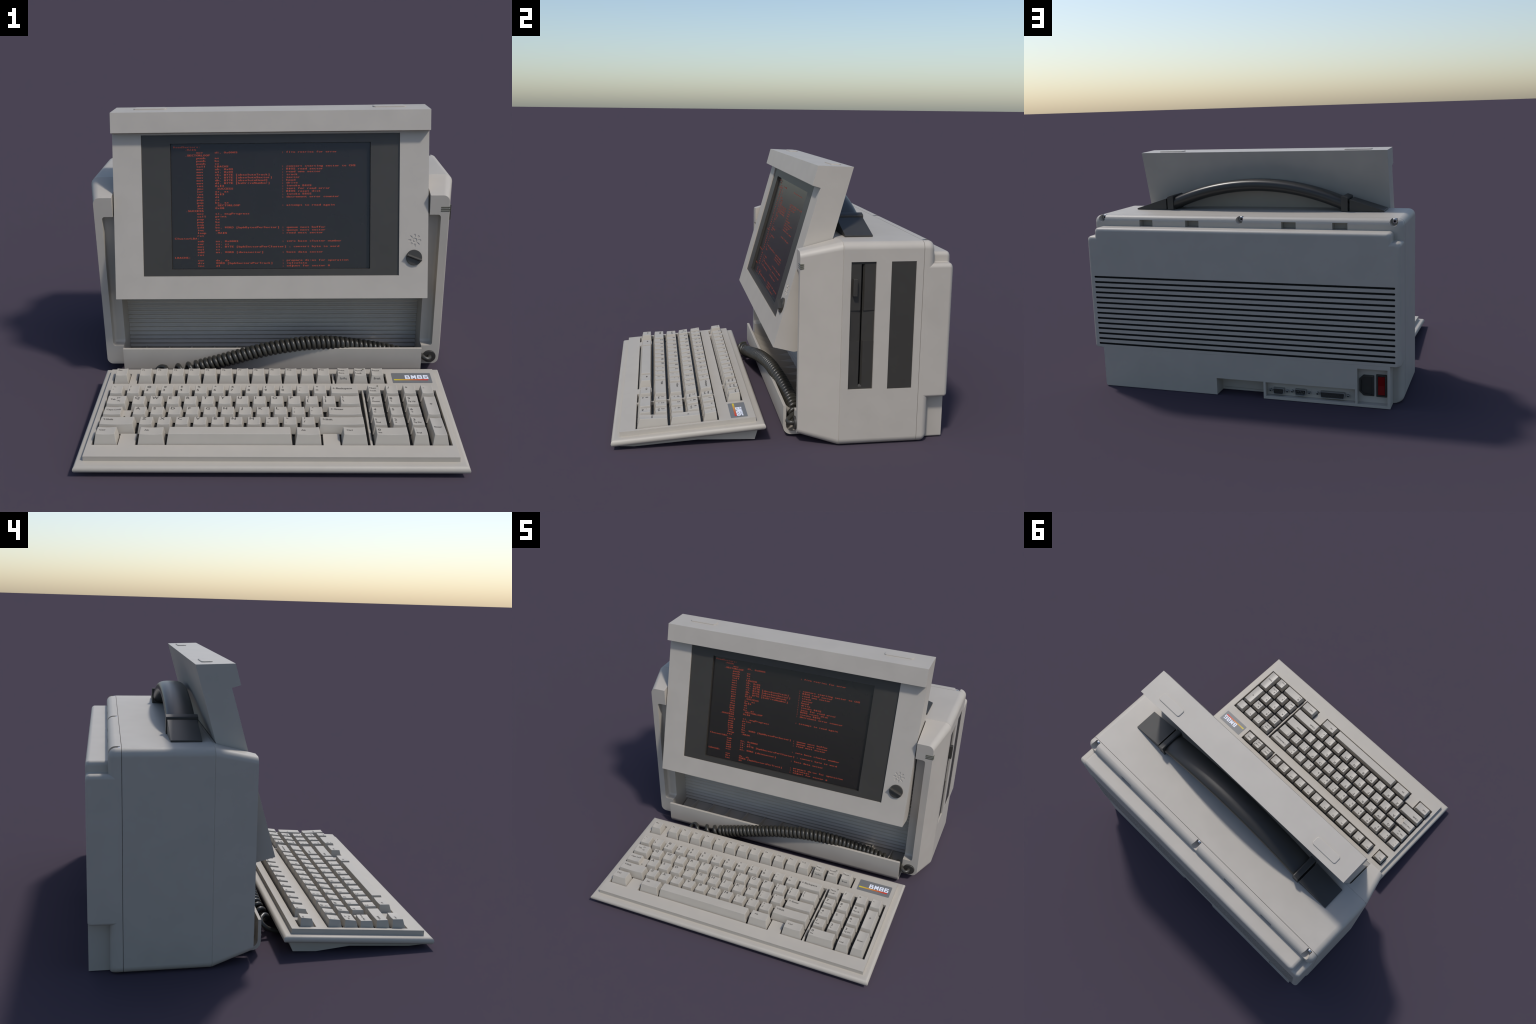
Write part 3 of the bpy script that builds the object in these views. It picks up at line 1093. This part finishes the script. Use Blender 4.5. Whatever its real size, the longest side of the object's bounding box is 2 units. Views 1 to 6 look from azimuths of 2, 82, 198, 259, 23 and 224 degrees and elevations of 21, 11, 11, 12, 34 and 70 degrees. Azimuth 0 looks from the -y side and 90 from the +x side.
# lower letters
add_key(L0, -0.6620, 1, [("\u2191Shift", 0.010, 0.0570, 0.0150)])
run(-0.6490, 1, list("ZXCVBNM") + [("<", ","), (">", "."), ("?", "/")])
add_key(0.2193, 0.4460, 1, [("\u2191Shift", 0.010, 0.0570, 0.0150)])
# bottom row
add_key(-0.8408, -0.7313, 0, word("Ctrl", 0.0130, 0.0560, 0.012))
add_key(-0.6345, -0.5066, 0, word("Alt", 0.0130, 0.0560, 0.020))
add_key(-0.4985, 0.0941, 0, dish=0.0)
add_key(0.1060, 0.2304, 0, word("Alt", 0.0130, 0.0560, 0.020))
add_key(0.3244, 0.4462, 0, word("Ctrl", 0.0130, 0.0560, 0.015))
# numeric pad
NP, N0, NW = 0.0893, 0.4767, 0.0770


def pad(c, row, big, small=None, **kw):
    x = N0 + c * NP
    ent = [(big, 0.009, 0.0560 if row != 0 else 0.0520, 0.020)]
    if small:
        ent.append((small, 0.009, 0.0400 if row != 0 else 0.0370, 0.0115))
    return add_key(x, x + NW, row, ent, **kw)


add_key(N0, N0 + NW, 4, [("Num", 0.007, 0.0560, 0.0125), ("Lock", 0.007, 0.0380, 0.0125)], lamp=(0.048, 0.0730))
pad(1, 4, "/")
pad(2, 4, "*")
pad(3, 4, "-")
for c, row, big, small in ((0, 3, "7", "Home"), (1, 3, "8", "\u2191"), (2, 3, "9", "Pg Up"), (0, 2, "4", "\u2190"), (1, 2, "5", None), (2, 2, "6", "\u2192"),
                           (0, 1, "1", "End"), (1, 1, "2", "\u2193"), (2, 1, "3", "Pg Dn")):
    pad(c, row, big, small)
x = N0 + 3 * NP
add_key(x, x + NW, 2, [("+", 0.022, 0.0950, 0.020)], depth_rows=2)
add_key(x, x + NW, 0, [("Enter", 0.010, 0.0850, 0.0125)], depth_rows=2)
add_key(N0 + 0.001, N0 + NP + NW - 0.001, 0, [("0", 0.009, 0.0560, 0.020), ("Ins", 0.009, 0.0400, 0.0115)])
add_key(N0 + 2 * NP, N0 + 2 * NP + NW, 0, [(".", 0.009, 0.0600, 0.020), ("Del", 0.009, 0.0400, 0.0125)])

# ---- name badge
bo = fillet([(0.6285, 0.5905, 0.005), (0.8335, 0.5905, 0.005), (0.8335, 0.6822, 0.005), (0.6285, 0.6822, 0.005)], 3)
badge = prism("badge", bo, "z", -0.001, 0.0012, BADGE, keyboard, 40, KM)
# square lettering: each character is a set of strokes on a 4 x 5 grid (column, row, width, height)
GLYPHS = {"B": ((0, 0, 1.15, 5), (0, 4.1, 3.4, 0.9), (0, 2.1, 3.8, 0.9), (0, 0, 3.8, 0.9), (2.5, 2.1, 0.9, 2.9), (2.8, 0, 1.1, 3.0)),
          "M": ((0, 0, 1.1, 5), (2.9, 0, 1.1, 5), (0.9, 2.2, 0.8, 2.2), (2.3, 2.2, 0.8, 2.2), (1.4, 1.2, 1.2, 2.2)),
          "8": ((0.2, 2.3, 1.0, 2.7), (0, 0, 1.1, 2.8), (2.8, 2.3, 1.0, 2.7), (2.9, 0, 1.1, 2.8), (0.2, 4.1, 3.6, 0.9), (0, 2.1, 4, 0.9), (0, 0, 4, 0.9)),
          "6": ((0, 0, 1.1, 5), (0, 4.1, 3.8, 0.9), (0, 2.1, 4, 0.9), (0, 0, 4, 0.9), (2.9, 0, 1.1, 3.0))}
lm, n = [], 0
for i, ch in enumerate("BM86"):
    for gx, gy, gw, gh in GLYPHS[ch]:
        cw, chh = 0.0300 / 4, 0.0345 / 5
        x0, y0 = 0.6965 + i * 0.0318 + gx * cw * 0.88, 0.6255 + gy * chh
        lm.append(box_mesh((x0, y0, 0.0008), (x0 + gw * cw * 0.88, y0 + gh * chh, 0.0019 + 0.00006 * n), 0, 3, KM))
        n += 1
mesh_obj("badge_letters", join_meshes(lm), WHITE, badge)
prism("badge_stripe", fillet([(0.6360, 0.6140, 0.003), (0.8150, 0.6140, 0.003), (0.8150, 0.6245, 0.003), (0.6360, 0.6245, 0.003)], 3), "z", 0.0006, 0.0018, stripe_material(0.6360, 0.8150), badge, 40, KM)
for c in badge.children:
    c.location = (0, 0, 0)

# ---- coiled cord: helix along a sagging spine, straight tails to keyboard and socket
SPINE = {1: (-0.596, -0.034, 0.071), 2: (-0.522, -0.029, 0.077), 3: (-0.465, -0.022, 0.083), 4: (-0.423, -0.018, 0.091), 8: (-0.320, -0.011, 0.117),
         12: (-0.214, -0.004, 0.144), 17: (-0.084, 0.010, 0.174), 20: (-0.004, 0.022, 0.187), 23: (0.078, 0.031, 0.197), 26: (0.160, 0.040, 0.205),
         29: (0.242, 0.050, 0.206), 32: (0.322, 0.061, 0.199), 35: (0.402, 0.077, 0.183), 38: (0.481, 0.089, 0.165), 41: (0.561, 0.098, 0.147),
         44: (0.639, 0.104, 0.128), 46: (0.697, 0.108, 0.112), 47: (0.745, 0.102, 0.101), 48: (0.797, 0.096, 0.096)}
ks = sorted(SPINE)


def spine(q):
    q = min(max(q, ks[0]), ks[-1])
    for i in range(len(ks) - 1):
        if q <= ks[i + 1]:
            break
    k0, k1 = ks[i], ks[i + 1]
    km, kp = ks[max(i - 1, 0)], ks[min(i + 2, len(ks) - 1)]
    P = [Vector(SPINE[k]) for k in (km, k0, k1, kp)]
    t = (q - k0) / (k1 - k0)
    m0 = (P[2] - P[0]) / max(k1 - km, 1e-6) * (k1 - k0)
    m1 = (P[3] - P[1]) / max(kp - k0, 1e-6) * (k1 - k0)
    return (2 * t ** 3 - 3 * t ** 2 + 1) * P[1] + (t ** 3 - 2 * t ** 2 + t) * m0 + (-2 * t ** 3 + 3 * t ** 2) * P[2] + (t ** 3 - t ** 2) * m1


WIRE, HELIX = 0.0127, 0.0283
helix = []
STEP = 24
for k in range(int((48 - 1) * STEP) + 1):
    q = 1 + k / STEP
    c = spine(q)
    t = (spine(q + 0.02) - spine(q - 0.02)).normalized()
    up = (Vector((0, 0, 1)) - t * t.z).normalized()
    fr = t.cross(up)
    if fr.y > 0:
        fr = -fr
    a = 2 * math.pi * q
    helix.append(c + (up * math.cos(a) + fr * math.sin(a)) * HELIX)
tail_kb = catmull([Vector((-0.660, -0.118, 0.030)), Vector((-0.660, -0.075, 0.036)), Vector((-0.658, -0.042, 0.050)), Vector((-0.648, -0.016, 0.073)), Vector((-0.626, -0.014, 0.091)), helix[0]], 10)
tail_pc = catmull([helix[-1], Vector((0.814, 0.084, 0.124)), Vector((0.832, 0.062, 0.116)), Vector((0.850, 0.048, 0.106)), Vector((0.867, 0.050, 0.103)), Vector((0.8755, 0.0640, 0.1050)), Vector((0.8762, 0.0850, 0.1030))], 10)
cord = tube("coiled_cord", tail_kb[:-1] + helix + tail_pc[1:], WIRE, CORD, keyboard, 12)
